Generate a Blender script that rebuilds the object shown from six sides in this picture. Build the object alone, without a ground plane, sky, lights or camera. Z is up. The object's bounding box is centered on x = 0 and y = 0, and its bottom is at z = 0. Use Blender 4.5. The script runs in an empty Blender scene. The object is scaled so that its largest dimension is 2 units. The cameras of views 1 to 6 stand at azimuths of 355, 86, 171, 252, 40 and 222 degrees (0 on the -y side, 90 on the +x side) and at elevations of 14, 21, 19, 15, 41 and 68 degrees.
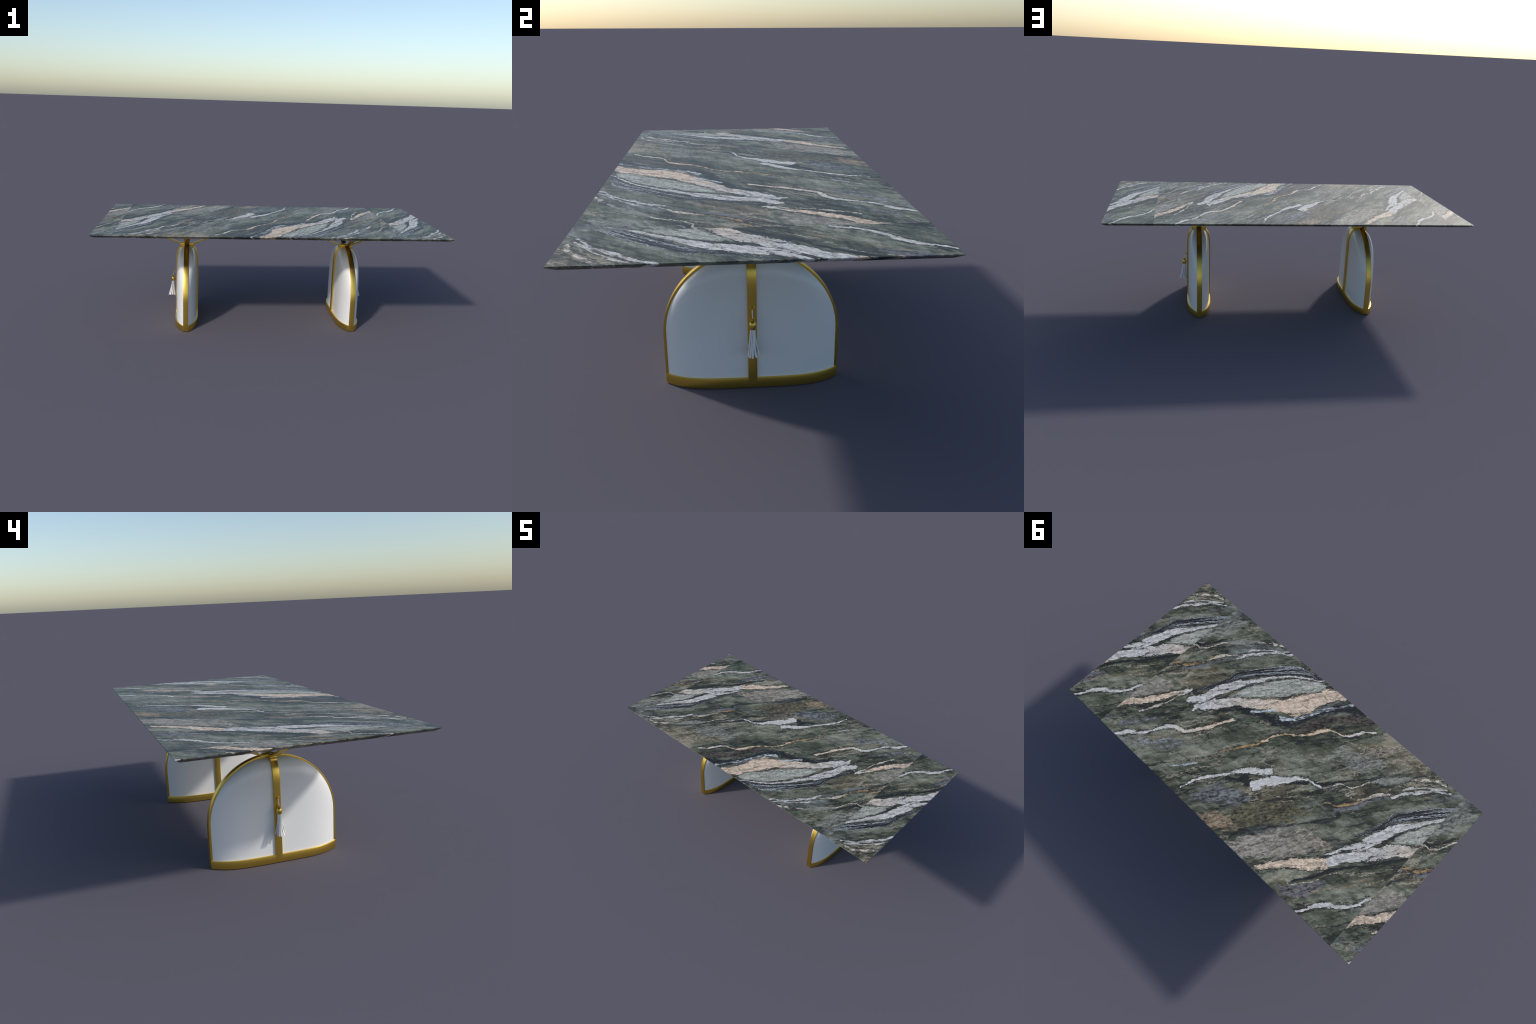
"""Long dining table: a thin veined-stone slab on two padded arch legs.

Each leg is a white lens-shaped arch held in a brass base band and two crossing
brass straps; above the crown the straps flare out again as four support arms
under the slab.  A small white tassel hangs on the outer face of each leg.
"""
import bpy, bmesh, math, random
from math import sin, cos, pi, sqrt, radians
from mathutils import Vector, Matrix

rng = random.Random(7)

# ------------------------------------------------------------------ dimensions
SLAB_L, SLAB_W = 2.0, 1.0            # top face
SLAB_TOP, SLAB_LIP, SLAB_BOTTOM = 0.6250, 0.6222, 0.6088
SLAB_INSET = 0.0205                  # undercut chamfer
PLATE_L, PLATE_W, PLATE_BOTTOM, PLATE_TOP = 1.50, 0.67, 0.5745, 0.5930   # carrier plate, shadow gap above it
LEG_X, LEG_SHIFT = 0.4985, 0.0016     # leg centres stand at x = +-LEG_X, a hair off the middle
ARCH_R, ARCH_Z = 0.2945, 0.180       # half width of the arch, height of its centre
STRAP_HALF = 0.0149
BASE_H = 0.0352


# ------------------------------------------------------------------ node helpers
class Graph:
    """Thin wrapper that lets a node tree be written as expressions."""

    def __init__(self, mat):
        mat.use_nodes = True
        self.t = mat.node_tree
        self.t.nodes.clear()

    def node(self, kind, **props):
        n = self.t.nodes.new(kind)
        for k, v in props.items():
            setattr(n, k, v)
        return n

    def plug(self, socket, value):
        if isinstance(value, bpy.types.NodeSocket):
            self.t.links.new(value, socket)
        elif isinstance(value, (tuple, list)):
            if len(value) == 3 and len(socket.default_value) == 4:
                value = (*value, 1.0)
            socket.default_value = value
        else:
            socket.default_value = value

    def math(self, op, a, b=None, c=None):
        n = self.node('ShaderNodeMath', operation=op)
        for i, v in enumerate((a, b, c)):
            if v is not None:
                self.plug(n.inputs[i], v)
        return n.outputs[0]

    def clamp(self, v):
        n = self.node('ShaderNodeClamp')
        self.plug(n.inputs[0], v)
        return n.outputs[0]

    def add(self, a, b): return self.math('ADD', a, b)
    def sub(self, a, b): return self.math('SUBTRACT', a, b)
    def mul(self, a, b): return self.math('MULTIPLY', a, b)

    def remap(self, v, a, b, c=0.0, d=1.0, smooth=False):
        """a..b -> c..d with explicit clamping (keeps the shader compact)"""
        if smooth:
            n = self.node('ShaderNodeMapRange', clamp=True, interpolation_type='SMOOTHSTEP')
            for i, x in enumerate((v, a, b, c, d)):
                self.plug(n.inputs[i], x)
            return n.outputs[0]
        k = 1.0 / (b - a)
        u = self.clamp(self.math('MULTIPLY_ADD', v, k, -a * k))
        return u if (c, d) == (0.0, 1.0) else self.math('MULTIPLY_ADD', u, d - c, c)

    def xyz(self, x, y, z=0.0):
        n = self.node('ShaderNodeCombineXYZ')
        for i, v in enumerate((x, y, z)):
            self.plug(n.inputs[i], v)
        return n.outputs[0]

    def grey(self, v):
        n = self.node('ShaderNodeCombineColor')
        for i in range(3):
            self.plug(n.inputs[i], v)
        return n.outputs[0]

    def noise(self, vec, scale, detail=4.0, rough=0.55, distortion=0.0):
        n = self.node('ShaderNodeTexNoise')
        self.plug(n.inputs['Vector'], vec)
        n.inputs['Scale'].default_value = scale
        n.inputs['Detail'].default_value = detail
        n.inputs['Roughness'].default_value = rough
        n.inputs['Distortion'].default_value = distortion
        return n.outputs['Fac']

    def crack(self, vec, scale, rand=1.0):
        n = self.node('ShaderNodeTexVoronoi', feature='DISTANCE_TO_EDGE')
        self.plug(n.inputs['Vector'], vec)
        n.inputs['Scale'].default_value = scale
        n.inputs['Randomness'].default_value = rand
        return n.outputs['Distance']

    def mix(self, fac, a, b, blend='MIX'):
        n = self.node('ShaderNodeMix', data_type='RGBA', blend_type=blend)
        self.plug(n.inputs['Factor'], fac)
        self.plug(n.inputs[6], a)
        self.plug(n.inputs[7], b)
        return n.outputs[2]

    def ramp(self, fac, stops):
        n = self.node('ShaderNodeValToRGB')
        e = n.color_ramp.elements
        while len(e) < len(stops):
            e.new(0.5)
        for el, (p, c) in zip(e, stops):
            el.position, el.color = p, (*c, 1.0)
        self.plug(n.inputs[0], fac)
        return n.outputs[0]

    def finish(self, **sockets):
        b = self.node('ShaderNodeBsdfPrincipled')
        for k, v in sockets.items():
            self.plug(b.inputs[k.replace('_', ' ')], v)
        o = self.node('ShaderNodeOutputMaterial')
        self.t.links.new(b.outputs[0], o.inputs[0])
        return b


# ------------------------------------------------------------------ stone
GRAIN = radians(-128.0)              # direction of the bedding in the slab
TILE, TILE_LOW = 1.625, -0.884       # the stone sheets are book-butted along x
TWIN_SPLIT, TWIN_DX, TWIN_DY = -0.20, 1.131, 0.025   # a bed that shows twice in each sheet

WHITE = (0.60, 0.575, 0.535)
PINK = (0.68, 0.53, 0.39)
CREAM = (0.56, 0.49, 0.39)
PALE = (0.41, 0.415, 0.35)
BLACK = (0.020, 0.021, 0.021)
RUST = (0.38, 0.245, 0.11)
BLUE = (0.170, 0.174, 0.172)
TAN = (0.26, 0.195, 0.125)
OLIVE = (0.135, 0.118, 0.070)
BEIGE = (0.33, 0.30, 0.245)
BROWN = (0.080, 0.066, 0.052)
LIGHT = (0.245, 0.245, 0.205)


def stone_material():
    mat = bpy.data.materials.new('veined_stone')
    g = Graph(mat)
    co = g.node('ShaderNodeTexCoord').outputs['Object']
    sep = g.node('ShaderNodeSeparateXYZ')
    g.plug(sep.inputs[0], co)
    x0, y, z = sep.outputs
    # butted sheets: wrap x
    x = g.sub(x0, g.mul(g.math('FLOOR', g.math('DIVIDE', g.sub(x0, TILE_LOW), TILE)), TILE))
    twin = g.math('LESS_THAN', x, TWIN_SPLIT)
    xt = g.math('MULTIPLY_ADD', twin, TWIN_DX, x)
    yt = g.math('MULTIPLY_ADD', twin, -TWIN_DY, y)

    cg, sg = cos(GRAIN), sin(GRAIN)

    def grain_axes(px, py):
        s = g.add(g.mul(px, cg), g.mul(py, sg))
        t = g.add(g.mul(px, -sg), g.mul(py, cg))
        return s, t

    s_raw, t_raw = grain_axes(x, y)
    st_raw, tt_raw = grain_axes(xt, yt)

    # ragged displacement of all vein borders
    along = g.xyz(g.mul(s_raw, 0.55), t_raw, z)
    jag_m = g.sub(g.noise(along, 24, 4, 0.65), 0.5)
    jag_f = g.sub(g.noise(g.xyz(g.mul(s_raw, 0.35), t_raw, z), 110, 4, 0.75), 0.5)
    jag_s = g.sub(g.noise(along, 15.3, 5, 0.7), 0.5)
    shift = g.add(g.mul(jag_m, 0.022), g.mul(jag_f, 0.020))
    s, t = g.add(s_raw, g.mul(jag_s, 0.07)), g.add(t_raw, shift)
    st, tt = g.add(st_raw, g.mul(jag_s, 0.07)), g.add(tt_raw, shift)
    rag = g.sub(g.noise(g.xyz(g.mul(s_raw, 0.30), t_raw, z), 38, 5, 0.75), 0.5)

    # ---- green ground mass: broad beds, fibres on the grain, a second foliation across it
    bend = g.mul(jag_s, 0.06)
    big = g.noise(g.xyz(g.mul(s_raw, 0.42), g.add(t_raw, bend), 0.0), 5.2, 6, 0.6, 0.5)
    hue = g.noise(g.xyz(g.mul(s_raw, 0.4), g.add(t_raw, bend), 3.7), 5.0, 5, 0.6, 0.4)
    fibre = g.noise(g.xyz(g.mul(s_raw, 0.20), g.add(t_raw, g.add(bend, g.mul(s_raw, -0.10))), 1.1), 46, 6, 0.72, 0.5)
    cross = g.noise(g.xyz(g.add(g.mul(s_raw, 0.9), t_raw), g.sub(g.mul(t_raw, 0.25), g.mul(s_raw, 0.15)), 5.0), 30, 5, 0.65)
    grain = g.noise(g.xyz(g.mul(s_raw, 0.5), t_raw, z), 230, 4, 0.75)
    tone = g.add(g.mul(big, 0.46), g.add(g.mul(fibre, 0.34), g.mul(cross, 0.24)))
    green = g.ramp(tone, [(0.42, (0.020, 0.024, 0.015)), (0.48, (0.062, 0.070, 0.044)),
                          (0.53, (0.122, 0.130, 0.088)), (0.63, (0.31, 0.315, 0.24))])
    warm = g.ramp(tone, [(0.42, (0.029, 0.025, 0.016)), (0.48, (0.084, 0.075, 0.045)),
                         (0.54, (0.162, 0.142, 0.092)), (0.63, (0.33, 0.285, 0.20))])
    cool = g.ramp(tone, [(0.42, (0.022, 0.027, 0.023)), (0.50, (0.098, 0.108, 0.096)),
                         (0.63, (0.29, 0.30, 0.275))])
    col = g.mix(g.remap(hue, 0.52, 0.64, smooth=True), green, warm)
    col = g.mix(g.remap(hue, 0.44, 0.33, smooth=True), col, cool)
    # stray threads: thin pale and dark partings that follow the beds
    ridge = g.math('ABSOLUTE', g.sub(g.noise(g.xyz(g.mul(s_raw, 0.26), t, 8.0), 10, 5, 0.62), 0.5))
    ridge2 = g.math('ABSOLUTE', g.sub(g.noise(g.xyz(g.mul(s_raw, 0.22), t, 12.0), 13, 5, 0.6), 0.5))
    col = g.mix(g.mul(g.remap(ridge2, 0.030, 0.006), g.remap(big, 0.58, 0.46, 0.3, 1.0)), col, (0.020, 0.021, 0.018))
    col = g.mix(g.mul(g.remap(ridge, 0.012, 0.001), g.remap(hue, 0.42, 0.56, 0.15, 0.9)), col, (0.40, 0.345, 0.265))

    # fracture network, long axis on the grain
    fold = g.noise(along, 9, 4, 0.6)
    cvec = g.xyz(g.add(g.mul(s, 0.36), g.mul(fold, 0.16)), g.add(t, g.add(g.mul(fold, 0.10), g.mul(jag_f, 0.012))), 0.0)
    crack_a = g.mul(g.remap(g.crack(cvec, 23), 0.0, 0.05, 1.0, 0.0), g.remap(cross, 0.36, 0.50))
    crack_b = g.remap(g.crack(g.xyz(g.add(s, g.mul(jag_m, 0.05)), t, 2.0), 30), 0.0, 0.03, 1.0, 0.0)
    mottle = g.noise(along, 75, 4, 0.7)

    fractured, cloudy = 0.0, 0.0
    foam = g.mul(g.add(g.sub(grain, 0.5), g.sub(mottle, 0.5)), 0.7)
    feather = g.sub(g.add(g.mul(fibre, 0.5), g.mul(cross, 0.5)), 0.5)

    # ---- veins: a spine t(s) with a half width w(s), both smooth curves
    def spine(points, bed):
        """returns the vein's along fraction, signed offset from spine, half width"""
        sv, tv = (st, tt) if bed == 'twin' else (s, t)
        first, last = points[0][0], points[-1][0]
        pad, gone = 0.006, 0.006             # past its ends a vein has less than no width
        pts = [(first - pad, points[0][1], -gone)] + list(points) + [(last + pad, points[-1][1], -gone)]
        s0, s1 = pts[0][0], pts[-1][0]
        c0 = min(p[1] for p in pts) - 0.004
        c1 = max(p[1] for p in pts) + 0.004
        wm = max(p[2] for p in pts) * 1.1
        u = g.remap(sv, s0, s1)
        cur = g.node('ShaderNodeRGBCurve')
        for ch, val in ((0, lambda p: (p[1] - c0) / (c1 - c0)), (1, lambda p: (p[2] + gone) / (wm + gone))):
            c = cur.mapping.curves[ch]
            xs = [((p[0] - s0) / (s1 - s0), val(p)) for p in pts]
            c.points[0].location, c.points[1].location = xs[0], xs[-1]
            for q in xs[1:-1]:
                c.points.new(*q)
            for q in c.points:
                q.handle_type = 'AUTO_CLAMPED'
        cur.mapping.update()
        g.plug(cur.inputs['Color'], g.grey(u))
        sp = g.node('ShaderNodeSeparateColor')
        g.plug(sp.inputs[0], cur.outputs[0])
        off = g.sub(tv, g.math('MULTIPLY_ADD', sp.outputs[0], c1 - c0, c0))
        return u, off, g.math('MULTIPLY_ADD', sp.outputs[1], wm + gone, -gone)

    def vein(name, colour, points, bed='own', soft=0.0022, rough=0.9, strength=1.0,
             colour_end=None, turn=(0.3, 0.6), texture=0.35, cracks=0.0, broken=0.0, outline=0.0):
        nonlocal col, fractured, cloudy
        u, off, w = spine(points, bed)
        reach = g.mul(w, g.math('MULTIPLY_ADD', rag, rough * 3.6, 1.0))
        inside = g.sub(reach, g.math('ABSOLUTE', off))
        if soft < 0.01:      # foamy border
            m = g.mul(g.clamp(g.math('MULTIPLY_ADD', inside, 1.0 / soft, g.mul(foam, 9.0))), strength)
        else:                # bed that feathers out along the fibres
            m = g.mul(g.remap(g.math('MULTIPLY_ADD', inside, 1.0 / soft, g.mul(feather, 7.0)), 0.0, 1.0, smooth=True), strength)
        if outline:          # broken black selvage round the pale veins
            rim = g.clamp(g.math('MULTIPLY_ADD', g.add(inside, outline * 2.1), 260.0, g.mul(foam, 14.0)))
            col = g.mix(g.mul(rim, g.remap(g.add(mottle, g.mul(jag_f, 0.8)), 0.42, 0.51, 0.15, 0.95)), col, (0.022, 0.022, 0.019))
        if broken:
            m = g.mul(m, g.remap(g.add(mottle, g.mul(jag_f, 0.6)), 0.5 - 0.12 + broken * 0.1, 0.5 + broken * 0.1))
        c = colour
        if colour_end:
            c = g.mix(g.remap(g.add(u, g.mul(jag_m, 0.3)), turn[0], turn[1]), colour, colour_end)
        fractured = g.math('MULTIPLY_ADD', m, g.sub(cracks, fractured), fractured)
        cloudy = g.math('MULTIPLY_ADD', m, g.sub(texture, cloudy), cloudy)
        col = g.mix(m, col, c)
        return u, off, w, m

    # broad soft beds
    vein('pale_bed', LIGHT, [(0.251, -0.102, 0.012), (0.340, -0.089, 0.049), (0.421, -0.124, 0.079),
         (0.504, -0.147, 0.067), (0.592, -0.146, 0.018)], soft=0.05, rough=0.5, strength=0.8, texture=0.85, cracks=0.4)
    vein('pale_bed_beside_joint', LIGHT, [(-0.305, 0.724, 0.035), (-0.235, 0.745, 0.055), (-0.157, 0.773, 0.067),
         (-0.092, 0.796, 0.060), (-0.016, 0.794, 0.022)], soft=0.05, rough=0.5, strength=0.85, texture=0.85, cracks=0.6)
    vein('slate_bed', BLUE, [(-0.415, -0.209, 0.018), (-0.332, -0.208, 0.041), (-0.260, -0.211, 0.056),
         (-0.196, -0.243, 0.050), (-0.130, -0.252, 0.023), (-0.097, -0.253, 0.006)],
         soft=0.02, rough=0.6, texture=0.85, cracks=0.6)
    vein('tan_bed', TAN, [(-0.407, -0.315, 0.012), (-0.370, -0.326, 0.034), (-0.306, -0.351, 0.057),
         (-0.237, -0.366, 0.040), (-0.191, -0.401, 0.008)], soft=0.022, rough=0.6, texture=0.8, cracks=0.5)
    vein('olive_bed', OLIVE, [(-0.223, -0.339, 0.040), (-0.151, -0.337, 0.063), (-0.041, -0.340, 0.069),
         (0.069, -0.348, 0.046), (0.178, -0.368, 0.017)], soft=0.025, rough=0.5, texture=0.85, cracks=0.45)
    vein('fractured_beige_bed', BEIGE, [(-0.286, -0.479, 0.022), (-0.223, -0.492, 0.044), (-0.142, -0.492, 0.066),
         (-0.007, -0.504, 0.072), (0.101, -0.507, 0.066), (0.205, -0.543, 0.033), (0.267, -0.562, 0.006)],
         soft=0.014, rough=0.6, texture=0.5, cracks=0.9, colour_end=(0.30, 0.26, 0.20), turn=(0.3, 0.9))
    vein('fractured_beige_bed_beside_joint', BEIGE, [(-0.718, 0.386, 0.018), (-0.622, 0.429, 0.045),
         (-0.532, 0.445, 0.051), (-0.473, 0.431, 0.024), (-0.444, 0.420, 0.004)],
         soft=0.014, rough=0.6, texture=0.5, cracks=0.8, strength=0.9)
    vein('grey_bed', (0.15, 0.145, 0.14), [(-0.062, -0.709, 0.016), (0.014, -0.735, 0.041), (0.121, -0.728, 0.036),
         (0.233, -0.700, 0.016)], soft=0.025, rough=0.6, texture=0.85)
    vein('slate_smear', BLUE, [(-0.758, 0.238, 0.013), (-0.688, 0.249, 0.029), (-0.584, 0.249, 0.023),
         (-0.514, 0.253, 0.007)], soft=0.02, rough=0.6, texture=0.85)
    vein('grey_smear', (0.19, 0.20, 0.19), [(-0.750, 0.147, 0.019), (-0.665, 0.123, 0.032), (-0.523, 0.105, 0.038),
         (-0.408, 0.103, 0.019)], soft=0.04, rough=0.6, texture=0.85)
    vein('brown_bed', BROWN, [(0.135, 0.091, 0.013), (0.225, 0.106, 0.029), (0.346, 0.117, 0.032),
         (0.465, 0.115, 0.039), (0.566, 0.082, 0.032)], soft=0.012, rough=0.8, texture=0.9)

    # dark smears
    vein('dark_smear', BLACK, [(-0.545, 0.516, 0.007), (-0.466, 0.534, 0.018), (-0.387, 0.542, 0.013),
         (-0.343, 0.555, 0.004)], soft=0.006, rough=1.2, strength=0.9, broken=0.3)
    vein('brown_seam', BLACK, [(-0.193, -0.415, 0.003), (-0.106, -0.420, 0.007), (-0.023, -0.417, 0.005),
         (0.060, -0.416, 0.005), (0.142, -0.418, 0.008), (0.226, -0.418, 0.016), (0.283, -0.405, 0.0125),
         (0.307, -0.396, 0.005)], soft=0.004, rough=1.2, strength=0.9)

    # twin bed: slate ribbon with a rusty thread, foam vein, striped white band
    vein('slate_ribbon', BLUE, [(-0.396, 0.542, 0.0105), (-0.323, 0.536, 0.0155), (-0.242, 0.555, 0.0156),
         (-0.149, 0.568, 0.010), (-0.077, 0.559, 0.006)], 'twin', soft=0.006, rough=0.8)
    vein('rusty_thread', RUST, [(-0.441, 0.580, 0.005), (-0.370, 0.558, 0.007), (-0.309, 0.558, 0.007),
         (-0.241, 0.576, 0.0085), (-0.148, 0.586, 0.006), (-0.075, 0.577, 0.0036)], 'twin',
         rough=1.6, colour_end=CREAM, turn=(0.35, 0.7), broken=-0.3, outline=0.003)
    vein('foam_vein', WHITE, [(-0.101, 0.565, 0.007), (-0.050, 0.574, 0.010), (-0.001, 0.575, 0.010),
         (0.110, 0.570, 0.0057), (0.200, 0.547, 0.0057)], 'twin', rough=1.6, strength=0.9, broken=-0.3, outline=0.005)
    vein('foam_vein_upper', WHITE, [(-0.036, 0.594, 0.004), (-0.010, 0.600, 0.006), (0.063, 0.593, 0.0043),
         (0.185, 0.570, 0.0043)], 'twin', rough=1.4, strength=0.8)
    vein('cream_squiggle', CREAM, [(0.013, 0.646, 0.003), (0.096, 0.635, 0.010), (0.169, 0.605, 0.008),
         (0.192, 0.591, 0.003)], 'twin', rough=1.8, broken=0.6, outline=0.006)
    vein('pale_green_lens', PALE, [(-0.174, 0.323, 0.010), (-0.089, 0.343, 0.030), (0.020, 0.347, 0.047),
         (0.141, 0.345, 0.051), (0.261, 0.337, 0.041), (0.350, 0.326, 0.024)], 'twin', soft=0.010,
         rough=0.3, texture=0.5, cracks=0.6)
    vein('white_to_pink_lens', WHITE, [(-0.368, 0.274, 0.008), (-0.331, 0.296, 0.020), (-0.266, 0.294, 0.030),
         (-0.177, 0.296, 0.030), (-0.078, 0.277, 0.030), (0.009, 0.259, 0.033), (0.096, 0.242, 0.043),
         (0.153, 0.221, 0.056), (0.215, 0.233, 0.060), (0.308, 0.249, 0.043), (0.389, 0.266, 0.034),
         (0.446, 0.245, 0.010)], 'twin', rough=0.45, soft=0.004, colour_end=PINK, turn=(0.12, 0.55),
         texture=0.32, cracks=0.8, outline=0.004)
    u, off, w, m = vein('black_striped_band', BLACK, [(-0.335, 0.391, 0.008), (-0.244, 0.407, 0.015),
         (-0.151, 0.430, 0.022), (-0.057, 0.457, 0.026), (0.034, 0.456, 0.028), (0.125, 0.452, 0.031),
         (0.204, 0.446, 0.031), (0.273, 0.416, 0.024), (0.340, 0.376, 0.012)], 'twin', soft=0.003,
         rough=0.4, texture=0.2)
    lane = g.math('DIVIDE', off, g.math('MAXIMUM', w, 0.004))
    lines = g.noise(g.xyz(g.mul(u, 1.3), g.mul(lane, 5.0), 9.0), 1.3, 3, 0.7, 0.25)
    col = g.mix(g.mul(m, g.remap(lines, 0.572, 0.60)), col, (0.50, 0.52, 0.52))
    vein('white_upper_band', WHITE, [(-0.393, 0.337, 0.010), (-0.340, 0.337, 0.020), (-0.261, 0.358, 0.026),
         (-0.187, 0.379, 0.026), (-0.094, 0.399, 0.0205), (-0.021, 0.404, 0.0137), (0.059, 0.415, 0.0083),
         (0.150, 0.414, 0.007), (0.268, 0.382, 0.0055), (0.345, 0.365, 0.004)], 'twin', rough=0.7,
         texture=0.3, cracks=0.7, outline=0.004)
    vein('black_parting', BLACK, [(-0.234, 0.324, 0.0067), (-0.172, 0.347, 0.0068), (-0.097, 0.375, 0.0054),
         (-0.022, 0.393, 0.0034)], 'twin', rough=1.6, texture=0.0, strength=0.9)

    # below the large pink lens
    vein('black_belly', BLACK, [(-0.260, 0.236, 0.0066), (-0.217, 0.254, 0.012), (-0.158, 0.254, 0.0145),
         (-0.090, 0.228, 0.023), (-0.021, 0.203, 0.020), (0.046, 0.175, 0.033), (0.089, 0.143, 0.032),
         (0.159, 0.134, 0.029), (0.232, 0.151, 0.023), (0.306, 0.162, 0.016), (0.387, 0.185, 0.026),
         (0.476, 0.174, 0.030), (0.541, 0.139, 0.013)], soft=0.004, rough=1.1, texture=0.5, broken=-0.5)
    vein('foam_on_black', (0.48, 0.52, 0.54), [(-0.066, 0.225, 0.005), (0.004, 0.221, 0.007), (0.063, 0.216, 0.010),
         (0.093, 0.172, 0.012), (0.161, 0.153, 0.010), (0.234, 0.164, 0.0065), (0.327, 0.186, 0.008),
         (0.418, 0.188, 0.008), (0.480, 0.200, 0.0066)], rough=1.8, broken=0.35)
    vein('rust_vein', RUST, [(-0.300, -0.007, 0.003), (-0.223, 0.018, 0.004), (-0.135, 0.029, 0.0056),
         (-0.065, 0.033, 0.0063), (-0.017, 0.049, 0.007), (0.044, 0.070, 0.007), (0.080, 0.075, 0.005),
         (0.159, 0.056, 0.004), (0.218, 0.058, 0.009), (0.296, 0.067, 0.0115), (0.337, 0.065, 0.009),
         (0.374, 0.038, 0.0076), (0.424, 0.022, 0.005), (0.497, 0.029, 0.009), (0.566, 0.020, 0.005)],
         rough=1.2, strength=0.9, texture=0.7, outline=0.004)
    vein('rust_vein_core', PINK, [(-0.030, 0.046, 0.002), (0.030, 0.067, 0.005), (0.080, 0.075, 0.002),
         (0.180, 0.056, 0.003), (0.230, 0.059, 0.006), (0.300, 0.067, 0.009), (0.345, 0.060, 0.006),
         (0.420, 0.021, 0.004), (0.497, 0.029, 0.006), (0.560, 0.022, 0.004)],
         rough=1.6, colour_end=WHITE, turn=(0.6, 0.8), texture=0.2)
    vein('pink_streak', PINK, [(-0.766, 0.350, 0.010), (-0.707, 0.366, 0.019), (-0.625, 0.368, 0.019),
         (-0.554, 0.369, 0.017), (-0.494, 0.378, 0.015), (-0.434, 0.391, 0.0136), (-0.368, 0.397, 0.0095)],
         rough=0.9, texture=0.5, cracks=0.3, colour_end=WHITE, turn=(0.7, 1.0), outline=0.004)
    vein('pink_streak_lower', CREAM, [(-0.651, 0.303, 0.005), (-0.568, 0.320, 0.005), (-0.490, 0.344, 0.004),
         (-0.417, 0.376, 0.004)], rough=1.6, outline=0.004)
    vein('white_vein', WHITE, [(-0.780, 0.189, 0.0064), (-0.714, 0.190, 0.010), (-0.634, 0.177, 0.0077),
         (-0.576, 0.186, 0.0077), (-0.500, 0.196, 0.009), (-0.444, 0.169, 0.0116), (-0.387, 0.152, 0.010),
         (-0.317, 0.160, 0.010), (-0.240, 0.176, 0.010), (-0.157, 0.185, 0.0065)], rough=1.1,
         colour_end=PINK, turn=(0.45, 0.75), texture=0.3, outline=0.005)
    vein('faint_streak', (0.40, 0.42, 0.43), [(-0.506, -0.030, 0.004), (-0.483, -0.030, 0.005),
         (-0.415, -0.029, 0.0074), (-0.370, -0.029, 0.002)], rough=1.8, broken=0.2)

    # snaking white vein with black pockets
    vein('black_pocket', BLACK, [(-0.229, -0.131, 0.011), (-0.186, -0.145, 0.009), (-0.131, -0.164, 0.024),
         (-0.100, -0.178, 0.027)], rough=1.3, strength=0.95)
    vein('black_pocket_long', BLACK, [(0.061, -0.204, 0.004), (0.112, -0.204, 0.0083), (0.174, -0.210, 0.0095),
         (0.193, -0.205, 0.0084), (0.245, -0.231, 0.0107), (0.302, -0.229, 0.0095), (0.348, -0.226, 0.006),
         (0.485, -0.229, 0.005), (0.533, -0.222, 0.003)], rough=1.1)
    vein('snake_upper_limb', WHITE, [(-0.466, -0.146, 0.004), (-0.432, -0.138, 0.005), (-0.352, -0.115, 0.0072),
         (-0.239, -0.112, 0.0072), (-0.147, -0.104, 0.011), (-0.069, -0.118, 0.0157), (0.004, -0.124, 0.0133)],
         rough=1.2, texture=0.25, outline=0.004)
    vein('snake', WHITE, [(-0.112, -0.188, 0.024), (-0.077, -0.184, 0.029), (-0.043, -0.179, 0.026),
         (0.036, -0.180, 0.021), (0.121, -0.183, 0.012), (0.171, -0.193, 0.0072), (0.227, -0.235, 0.0077),
         (0.253, -0.247, 0.003), (0.340, -0.240, 0.0036), (0.386, -0.267, 0.0035), (0.446, -0.257, 0.0035),
         (0.523, -0.243, 0.005)], rough=0.8, texture=0.25, colour_end=CREAM, turn=(0.55, 0.75), outline=0.004)
    vein('snake_tail', LIGHT, [(0.491, -0.249, 0.0034), (0.518, -0.246, 0.0068), (0.544, -0.249, 0.017),
         (0.608, -0.254, 0.019), (0.661, -0.254, 0.0136), (0.701, -0.255, 0.0034)], rough=0.6, soft=0.004, outline=0.003)
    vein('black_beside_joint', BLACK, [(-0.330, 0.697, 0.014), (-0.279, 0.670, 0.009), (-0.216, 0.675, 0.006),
         (-0.147, 0.690, 0.006)], rough=1.0)
    vein('snake_beside_joint', CREAM, [(-0.330, 0.683, 0.0044), (-0.277, 0.650, 0.0043), (-0.215, 0.658, 0.0043),
         (-0.148, 0.672, 0.005)], rough=0.8)
    vein('snake_tail_beside_joint', LIGHT, [(-0.148, 0.672, 0.005), (-0.118, 0.668, 0.013), (-0.056, 0.664, 0.016),
         (-0.001, 0.657, 0.009), (0.030, 0.655, 0.004)], rough=0.6, soft=0.004)

    # continuation of the striped band on the other half of the sheet
    vein('black_keel', BLACK, [(0.013, -0.688, 0.007), (0.105, -0.688, 0.0084), (0.201, -0.664, 0.010),
         (0.293, -0.663, 0.0085), (0.385, -0.666, 0.006), (0.479, -0.663, 0.0085), (0.587, -0.655, 0.006)], rough=1.0)
    vein('pink_keel', PINK, [(-0.139, -0.602, 0.012), (-0.048, -0.603, 0.016), (0.032, -0.608, 0.020),
         (0.138, -0.622, 0.027), (0.208, -0.626, 0.027)], rough=0.7, texture=0.5, cracks=0.6, outline=0.004)
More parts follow.
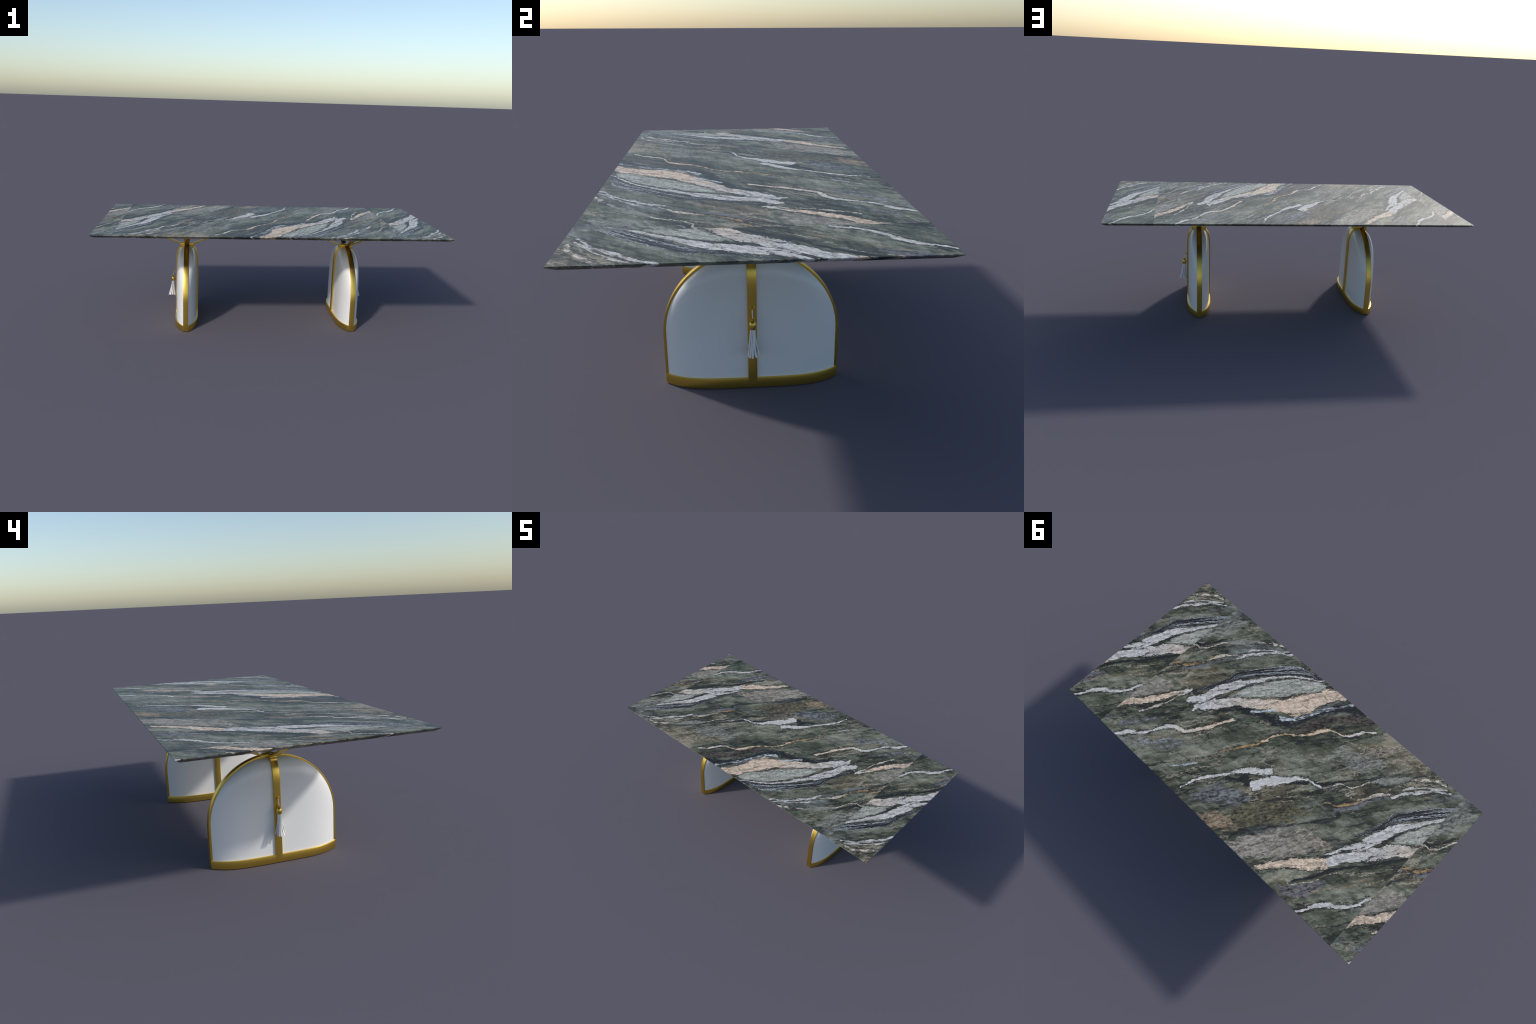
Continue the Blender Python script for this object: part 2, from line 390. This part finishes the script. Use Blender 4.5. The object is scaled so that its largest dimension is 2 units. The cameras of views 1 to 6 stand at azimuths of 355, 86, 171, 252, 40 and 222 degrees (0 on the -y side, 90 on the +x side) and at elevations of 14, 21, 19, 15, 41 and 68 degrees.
    vein('white_keel', WHITE, [(0.207, -0.624, 0.023), (0.284, -0.612, 0.026), (0.370, -0.617, 0.019),
         (0.421, -0.611, 0.005)], rough=0.6, texture=0.3, cracks=0.7, outline=0.003)
    vein('white_keel_upper', WHITE, [(0.201, -0.584, 0.004), (0.278, -0.573, 0.0075), (0.355, -0.564, 0.009),
         (0.394, -0.557, 0.003)], rough=1.1, outline=0.004)
    vein('white_vein_low', WHITE, [(0.005, -0.834, 0.0046), (0.065, -0.830, 0.007), (0.115, -0.819, 0.0104),
         (0.174, -0.824, 0.0104), (0.249, -0.845, 0.0087), (0.304, -0.842, 0.007), (0.380, -0.822, 0.005)],
         rough=1.0, texture=0.3, outline=0.005)
    vein('tan_thread', CREAM, [(0.011, -0.705, 0.003), (0.102, -0.705, 0.003), (0.185, -0.686, 0.0024),
         (0.260, -0.678, 0.0024)], rough=1.5, strength=0.8)
    vein('tan_thread_low', TAN, [(0.094, -0.755, 0.003), (0.187, -0.747, 0.003), (0.271, -0.752, 0.003),
         (0.373, -0.729, 0.002)], rough=1.5)

    # clouding and fractures, as strong as the bed they lie in asks for
    clouds = g.sub(g.remap(g.add(g.mul(mottle, 0.6), g.mul(fibre, 0.4)), 0.42, 0.58, 0.0, 1.5), 1.0)
    col = g.mix(1.0, col, g.grey(g.math('MULTIPLY_ADD', clouds, cloudy, 1.0)), 'MULTIPLY')
    col = g.mix(g.mul(crack_a, fractured), col, (0.045, 0.042, 0.036))

    # fine fractures, pale flecks and grain over everything
    hair = g.mul(g.mul(crack_b, g.remap(cross, 0.48, 0.62)), 0.55)
    col = g.mix(hair, col, (0.02, 0.02, 0.018))
    fleck_cells = g.node('ShaderNodeTexVoronoi')
    g.plug(fleck_cells.inputs['Vector'], co)
    fleck_cells.inputs['Scale'].default_value = 90
    fleck = g.mul(g.remap(fleck_cells.outputs['Distance'], 0.16, 0.10), g.remap(big, 0.50, 0.62))
    col = g.mix(g.mul(fleck, 0.55), col, (0.34, 0.33, 0.28))
    col = g.mix(1.0, col, g.grey(g.remap(grain, 0.3, 0.7, 0.72, 1.28)), 'MULTIPLY')
    g.finish(Base_Color=col, Roughness=0.45, Specular_IOR_Level=0.3)
    return mat


def brass_material():
    mat = bpy.data.materials.new('brushed_brass')
    g = Graph(mat)
    co = g.node('ShaderNodeTexCoord').outputs['Object']
    fine = g.noise(co, 400, 2, 0.5)
    g.finish(Base_Color=(0.74, 0.505, 0.10), Metallic=1.0, Roughness=g.remap(fine, 0.3, 0.7, 0.34, 0.38))
    return mat


def lacquer_material():
    mat = bpy.data.materials.new('white_lacquer')
    g = Graph(mat)
    co = g.node('ShaderNodeTexCoord').outputs['Object']
    fine = g.noise(co, 300, 2, 0.5)
    g.finish(Base_Color=(0.77, 0.77, 0.765), Roughness=g.remap(fine, 0.3, 0.7, 0.22, 0.27))
    return mat


def leather_material():
    mat = bpy.data.materials.new('white_leather')
    g = Graph(mat)
    rnd = g.node('ShaderNodeObjectInfo').outputs['Random']
    g.finish(Base_Color=g.mix(rnd, (0.70, 0.70, 0.70), (0.78, 0.78, 0.78)), Roughness=0.6)
    return mat


STONE, BRASS, LACQUER, LEATHER = stone_material(), brass_material(), lacquer_material(), leather_material()


# ------------------------------------------------------------------ mesh helpers
def finish_mesh(bm, name, mat, angle=32.0):
    bmesh.ops.remove_doubles(bm, verts=bm.verts, dist=1e-6)
    bmesh.ops.recalc_face_normals(bm, faces=bm.faces)
    for f in bm.faces:
        f.smooth = True
    for e in bm.edges:
        if len(e.link_faces) == 2 and e.calc_face_angle(0.0) > radians(angle):
            e.smooth = False
    me = bpy.data.meshes.new(name)
    bm.to_mesh(me)
    bm.free()
    me.materials.append(mat)
    return me


def chamfer(bm, width, angle=32.0, segments=2):
    edges = [e for e in bm.edges if len(e.link_faces) == 2 and e.calc_face_angle(0.0) > radians(angle)]
    bmesh.ops.bevel(bm, geom=edges, offset=width, segments=segments, profile=0.6,
                    affect='EDGES', clamp_overlap=True)


def smooth_path(points, steps=6):
    """Catmull-Rom through the control points."""
    out = []
    n = len(points)
    for i in range(n - 1):
        p0, p1 = points[max(i - 1, 0)], points[i]
        p2, p3 = points[i + 1], points[min(i + 2, n - 1)]
        for k in range(steps):
            t = k / steps
            out.append(tuple(0.5 * (2 * b + (c - a) * t + (2 * a - 5 * b + 4 * c - d) * t * t
                                    + (3 * b - a - 3 * c + d) * t ** 3)
                             for a, b, c, d in zip(p0, p1, p2, p3)))
    out.append(tuple(points[-1]))
    return out


def prism(outer, inner, half, axis):
    """Band between two equally long 2D paths (across, z), extruded +-half."""
    bm = bmesh.new()

    def put(p, h):
        return bm.verts.new((p[0], h, p[1]) if axis == 'x' else (h, p[0], p[1]))
    rows = [[put(p, h) for p in path] for path, h in
            ((outer, -half), (outer, half), (inner, half), (inner, -half))]
    for i in range(len(outer) - 1):
        for k in range(4):
            a, b = rows[k], rows[(k + 1) % 4]
            bm.faces.new((a[i], a[i + 1], b[i + 1], b[i]))
    for i in (0, -1):
        bm.faces.new([r[i] for r in rows])
    bmesh.ops.recalc_face_normals(bm, faces=bm.faces)
    return bm


def offset_path(path, d):
    out = []
    for i, p in enumerate(path):
        a, b = path[max(i - 1, 0)], path[min(i + 1, len(path) - 1)]
        tx, tz = b[0] - a[0], b[1] - a[1]
        l = math.hypot(tx, tz) or 1.0
        out.append((p[0] - tz / l * d, p[1] + tx / l * d))
    return out


def lathe(profile, segments=32):
    """Closed solid of revolution about z from (radius, z) pairs."""
    bm = bmesh.new()
    rings = []
    for r, z in profile:
        if r < 1e-6:
            rings.append([bm.verts.new((0, 0, z))])
        else:
            rings.append([bm.verts.new((r * cos(2 * pi * k / segments), r * sin(2 * pi * k / segments), z))
                          for k in range(segments)])
    for a, b in zip(rings, rings[1:]):
        for k in range(segments):
            j = (k + 1) % segments
            quad = [a[k % len(a)], a[j % len(a)], b[j % len(b)], b[k % len(b)]]
            uniq = []
            for v in quad:
                if v not in uniq:
                    uniq.append(v)
            if len(uniq) > 2:
                bm.faces.new(uniq)
    return bm


def join(*bms):
    out = bmesh.new()
    for b in bms:
        me = bpy.data.meshes.new('tmp')
        b.to_mesh(me)
        out.from_mesh(me)
        bpy.data.meshes.remove(me)
        b.free()
    return out


# ------------------------------------------------------------------ slab
def slab_mesh():
    bm = bmesh.new()
    hx, hy, i = SLAB_L / 2, SLAB_W / 2, SLAB_INSET
    rings = []
    for dx, zz in ((0.0008, SLAB_TOP), (0.0, SLAB_TOP - 0.0008), (0.0, SLAB_LIP), (i, SLAB_BOTTOM)):
        rings.append([bm.verts.new((sx * (hx - dx), sy * (hy - dx), zz))
                      for sx, sy in ((-1, -1), (1, -1), (1, 1), (-1, 1))])
    for a, b in zip(rings, rings[1:]):
        for k in range(4):
            bm.faces.new((a[k], a[(k + 1) % 4], b[(k + 1) % 4], b[k]))
    bm.faces.new(rings[0])
    bm.faces.new(rings[-1])
    return finish_mesh(bm, 'tabletop', STONE, 20)


def plate_mesh():
    """Carrier plate on a narrower spacer that leaves a shadow gap under the slab."""
    parts = []
    for lx, ly, z0, z1 in ((PLATE_L, PLATE_W, PLATE_BOTTOM, PLATE_TOP),
                           (PLATE_L - 0.80, PLATE_W - 0.45, PLATE_TOP - 0.001, SLAB_BOTTOM + 0.001)):
        bm = bmesh.new()
        bmesh.ops.create_cube(bm, size=1.0)
        for v in bm.verts:
            v.co = (v.co.x * lx, v.co.y * ly, z0 if v.co.z < 0 else z1)
        chamfer(bm, 0.001)
        parts.append(bm)
    return finish_mesh(join(*parts), 'under_plate', STONE, 30)


# ------------------------------------------------------------------ leg
def bulge(t, p=4.4):
    """0..1 fullness of the lens plan; t runs from the middle to the rim."""
    return 1.0 - min(t, 1.0) ** p


def shoulder(z, top):
    """0..1 thickness of the arch up its height: full, then rounded off at the crown."""
    start = 0.330
    if z <= start:
        return 1.0
    u = min((z - start) / (top - start), 1.0)
    return sqrt(1.0 - u ** 3.5)


def roll(z):
    """The rim is rolled over more tightly towards the crown."""
    return 1.0 - 0.55 * min(max((z - ARCH_Z) / ARCH_R, 0.0) * 1.5, 1.0)


def shell_mesh():
    rim, core, edge = ARCH_R - 0.0072, 0.0482, 0.0128
    rows = [(z, rim) for z in (0.016, 0.06, 0.11, 0.15)]
    n = 56
    for k in range(n + 1):
        a = pi / 2 * k / n
        rows.append((ARCH_Z + rim * sin(a), max(rim * cos(a), 1e-4)))
    top = 0.4590
    ts = [math.copysign(1.0 - (1.0 - abs(k) / 30) ** 2.2, k) for k in range(-30, 31)]
    bm = bmesh.new()
    sides = []
    for side in (1, -1):
        grid = [[bm.verts.new((side * (edge + core * bulge(abs(t), 3.0 + 1.4 * roll(z)) ** roll(z) * shoulder(z, top)), b * t, z)) for t in ts]
                for z, b in rows]
        for a, b in zip(grid, grid[1:]):
            for k in range(len(ts) - 1):
                bm.faces.new((a[k], a[k + 1], b[k + 1], b[k]))
        sides.append(grid)
    f, r = sides
    for i in range(len(rows) - 1):               # rim wall
        for k in (0, -1):
            bm.faces.new((f[i][k], f[i + 1][k], r[i + 1][k], r[i][k]))
    return finish_mesh(bm, 'leg', LACQUER, 40)


def base_mesh():
    half, core = ARCH_R - 0.0006, 0.0544
    pts = []
    n = 44
    for k in range(n + 1):
        yy = half * sin(-pi / 2 + pi * k / n)
        pts.append((STRAP_HALF + core * bulge(abs(yy) / half), yy))
    pts += [(-px, py) for px, py in reversed(pts)]
    bm = bmesh.new()
    low = [bm.verts.new((px, py, 0.0)) for px, py in pts]
    high = [bm.verts.new((px, py, BASE_H)) for px, py in pts]
    for k in range(len(pts)):
        j = (k + 1) % len(pts)
        bm.faces.new((low[k], low[j], high[j], high[k]))
    bm.faces.new(high)
    bm.faces.new(list(reversed(low)))
    bmesh.ops.recalc_face_normals(bm, faces=bm.faces)
    rims = [e for e in bm.edges if abs(e.verts[0].co.z - e.verts[1].co.z) < 1e-6]
    bmesh.ops.bevel(bm, geom=rims, offset=0.0009, segments=2, profile=0.6, affect='EDGES')
    return finish_mesh(bm, 'base_band', BRASS, 30)


# underside of a support arm: from the crown outwards to the slab
ARM = [(0.030, 0.4690), (0.045, 0.4712), (0.065, 0.4775), (0.090, 0.4875), (0.120, 0.5010), (0.152, 0.5180),
       (0.182, 0.5400), (0.201, 0.5600), (0.210, 0.5740)]


def cross_strap_mesh():
    """Strap over the broad faces (x-z plane)."""
    half = [(0.0698, 0.004), (0.0698, 0.10), (0.0698, 0.22), (0.0698, 0.33), (0.0693, 0.372), (0.0663, 0.402),
            (0.0605, 0.4245), (0.0515, 0.4410), (0.0445, 0.4510), (0.0420, 0.4590), (0.0420, 0.4700), (0.034, 0.4745),
            (0.0, 0.4765)]
    path = smooth_path(half, 6)
    path = path + [(-a, b) for a, b in reversed(path[:-1])]
    inner = [(a, min(b, 0.448)) for a, b in offset_path(path, 0.0125)]
    return strap_with_arms(path, inner, 'x')


def arch_strap_mesh():
    """Strap round the rim of the arch (y-z plane)."""
    path = [(ARCH_R, 0.003), (ARCH_R, 0.06), (ARCH_R, 0.12)]
    n = 80
    for k in range(n + 1):
        a = pi * k / n
        path.append((ARCH_R * cos(a), ARCH_Z + ARCH_R * sin(a)))
    path += [(-a, b) for a, b in reversed(path[:3])]
    inner = offset_path(path, 0.0140)
    return strap_with_arms(path, inner, 'y')


def strap_with_arms(path, inner, axis):
    half = STRAP_HALF if axis == 'x' else STRAP_HALF - 0.0004
    loop = prism(path, inner, half, axis)
    chamfer(loop, 0.0007)
    arms = []
    arm = smooth_path(ARM, 6)
    arm = [(0.0, arm[0][1] + 0.0012)] + arm if axis == 'x' else [(0.0, arm[0][1] + 0.0008)] + arm
    for sgn in (1, -1):
        low = [(sgn * a, b) for a, b in arm]
        top = offset_path(arm, 0.0062)
        top[0] = (0.0, arm[0][1] + 0.0085)
        top = [(sgn * a, b) for a, b in top]
        bm = prism(low, top, half - 0.0003, axis)
        chamfer(bm, 0.0006)
        arms.append(bm)
    return finish_mesh(join(loop, *arms), 'strap', BRASS, 30)


# ------------------------------------------------------------------ tassel
def knob_mesh():
    prof = [(0, -0.002), (0.0088, -0.002), (0.0088, 0.0016), (0.0078, 0.0024), (0.0040, 0.0024), (0.0034, 0.0050),
            (0.0034, 0.0072), (0.0060, 0.0080), (0.0064, 0.0090), (0.0058, 0.0100), (0, 0.0104)]
    bm = lathe(prof, 28)
    bmesh.ops.rotate(bm, verts=bm.verts, matrix=Matrix.Rotation(pi / 2, 3, 'Y'))
    return finish_mesh(bm, 'knob', BRASS, 35)


def bead_mesh():
    prof = [(0, -0.0148), (0.0085, -0.0148), (0.0104, -0.0135), (0.0121, -0.0085), (0.0127, -0.0020), (0.0122, 0.0045),
            (0.0102, 0.0100), (0.0072, 0.0138), (0.0045, 0.0150), (0.0045, 0.0162), (0.0060, 0.0168), (0.0062, 0.0185),
            (0.0060, 0.0235), (0.0050, 0.0242), (0, 0.0242)]
    return finish_mesh(lathe(prof, 32), 'tassel', BRASS, 38)


def sweep_ribbon(path, widths, thick, side):
    """Flat strip along path; side = direction of its width."""
    bm = bmesh.new()
    rows = []
    for i, p in enumerate(path):
        a, b = path[max(i - 1, 0)], path[min(i + 1, len(path) - 1)]
        tang = (b - a).normalized()
        across = (side - tang * side.dot(tang)).normalized()
        nrm = tang.cross(across)
        w = widths[i] / 2
        rows.append([bm.verts.new(p + across * sx * w + nrm * sy * thick / 2)
                     for sx, sy in ((-1, -1), (1, -1), (1, 1), (-1, 1))])
    for a, b in zip(rows, rows[1:]):
        for k in range(4):
            bm.faces.new((a[k], a[(k + 1) % 4], b[(k + 1) % 4], b[k]))
    bm.faces.new(rows[0])
    bm.faces.new(list(reversed(rows[-1])))
    return bm


def strand_mesh(angle, flare, length, ring):
    """One leather strip of the tassel, hanging below the bead centre."""
    out = Vector((cos(angle), sin(angle), 0))
    side = Vector((-sin(angle), cos(angle), 0))
    path = []
    for k in range(11):
        t = k / 10
        r = ring + flare * (0.25 * t + 0.75 * t ** 1.9)
        path.append(out * r + Vector((0.007 * t, 0.0012 * sin(5 * t + angle * 3), -0.012 - length * t)))
    widths = [0.0046 + 0.0016 * k / 10 for k in range(11)]
    return finish_mesh(sweep_ribbon(path, widths, 0.0016, side), 'strand', LEATHER, 30)


def cord_mesh():
    path = [Vector((0.0, 0.0, 0.0238)), Vector((-0.0015, 0, 0.032)), Vector((-0.0045, 0, 0.043)), Vector((-0.0068, 0, 0.0515))]
    bms = []
    for dy in (-0.0010, 0.0010):
        bms.append(sweep_ribbon([p + Vector((0, dy, 0)) for p in path], [0.0017] * 4, 0.0017, Vector((0, 1, 0))))
    loop = bmesh.new()                       # eyelet over the neck of the knob
    m, k = 20, 8
    ring = [[loop.verts.new((-0.0078 + 0.0009 * sin(2 * pi * j / k),
                             (0.0044 + 0.0009 * cos(2 * pi * j / k)) * cos(2 * pi * i / m),
                             0.0520 + (0.0044 + 0.0009 * cos(2 * pi * j / k)) * sin(2 * pi * i / m)))
             for j in range(k)] for i in range(m)]
    for i in range(m):
        for j in range(k):
            loop.faces.new((ring[i][j], ring[(i + 1) % m][j], ring[(i + 1) % m][(j + 1) % k], ring[i][(j + 1) % k]))
    return finish_mesh(join(*bms, loop), 'cord', LEATHER, 40)


# ------------------------------------------------------------------ assembly
def place(name, mesh, parent, loc=(0, 0, 0), turn=0.0):
    o = bpy.data.objects.new(name, mesh)
    bpy.context.scene.collection.objects.link(o)
    o.parent = parent
    o.location = loc
    o.rotation_euler = (0, 0, turn)
    return o


table = place('dining_table', None, None)
table['label'] = 'long green veined stone table on two white brass-trimmed arch legs'
table['category'] = 'dining table'

place('tabletop', slab_mesh(), table)
place('under_plate', plate_mesh(), table)

shell, base, cross, arch = shell_mesh(), base_mesh(), cross_strap_mesh(), arch_strap_mesh()
knob, bead, cord = knob_mesh(), bead_mesh(), cord_mesh()
strands = []
for k in range(11):
    a = 2 * pi * k / 11 + rng.uniform(-0.1, 0.1)
    strands.append(strand_mesh(a, rng.uniform(0.012, 0.018), 0.094 + rng.uniform(-0.004, 0.004), 0.0072))
for k in range(5):
    a = 2 * pi * (k + 0.4) / 5 + rng.uniform(-0.2, 0.2)
    strands.append(strand_mesh(a, rng.uniform(0.003, 0.007), 0.096 + rng.uniform(-0.004, 0.003), 0.0035))

for turn, sx in ((0.0, 1), (pi, -1)):
    leg = place('leg', shell, table, (sx * LEG_X + LEG_SHIFT, 0, 0), turn)
    place('base_band', base, leg)
    place('cross_strap', cross, leg)
    place('arch_strap', arch, leg)
    tassel = place('tassel', bead, table, (sx * (LEG_X + 0.0862) + LEG_SHIFT, 0, 0.2435), turn)
    place('knob', knob, tassel, (0.0698 - 0.0862, 0, 0.0515))
    place('cord', cord, tassel)
    for me in strands:
        place('strand', me, tassel)
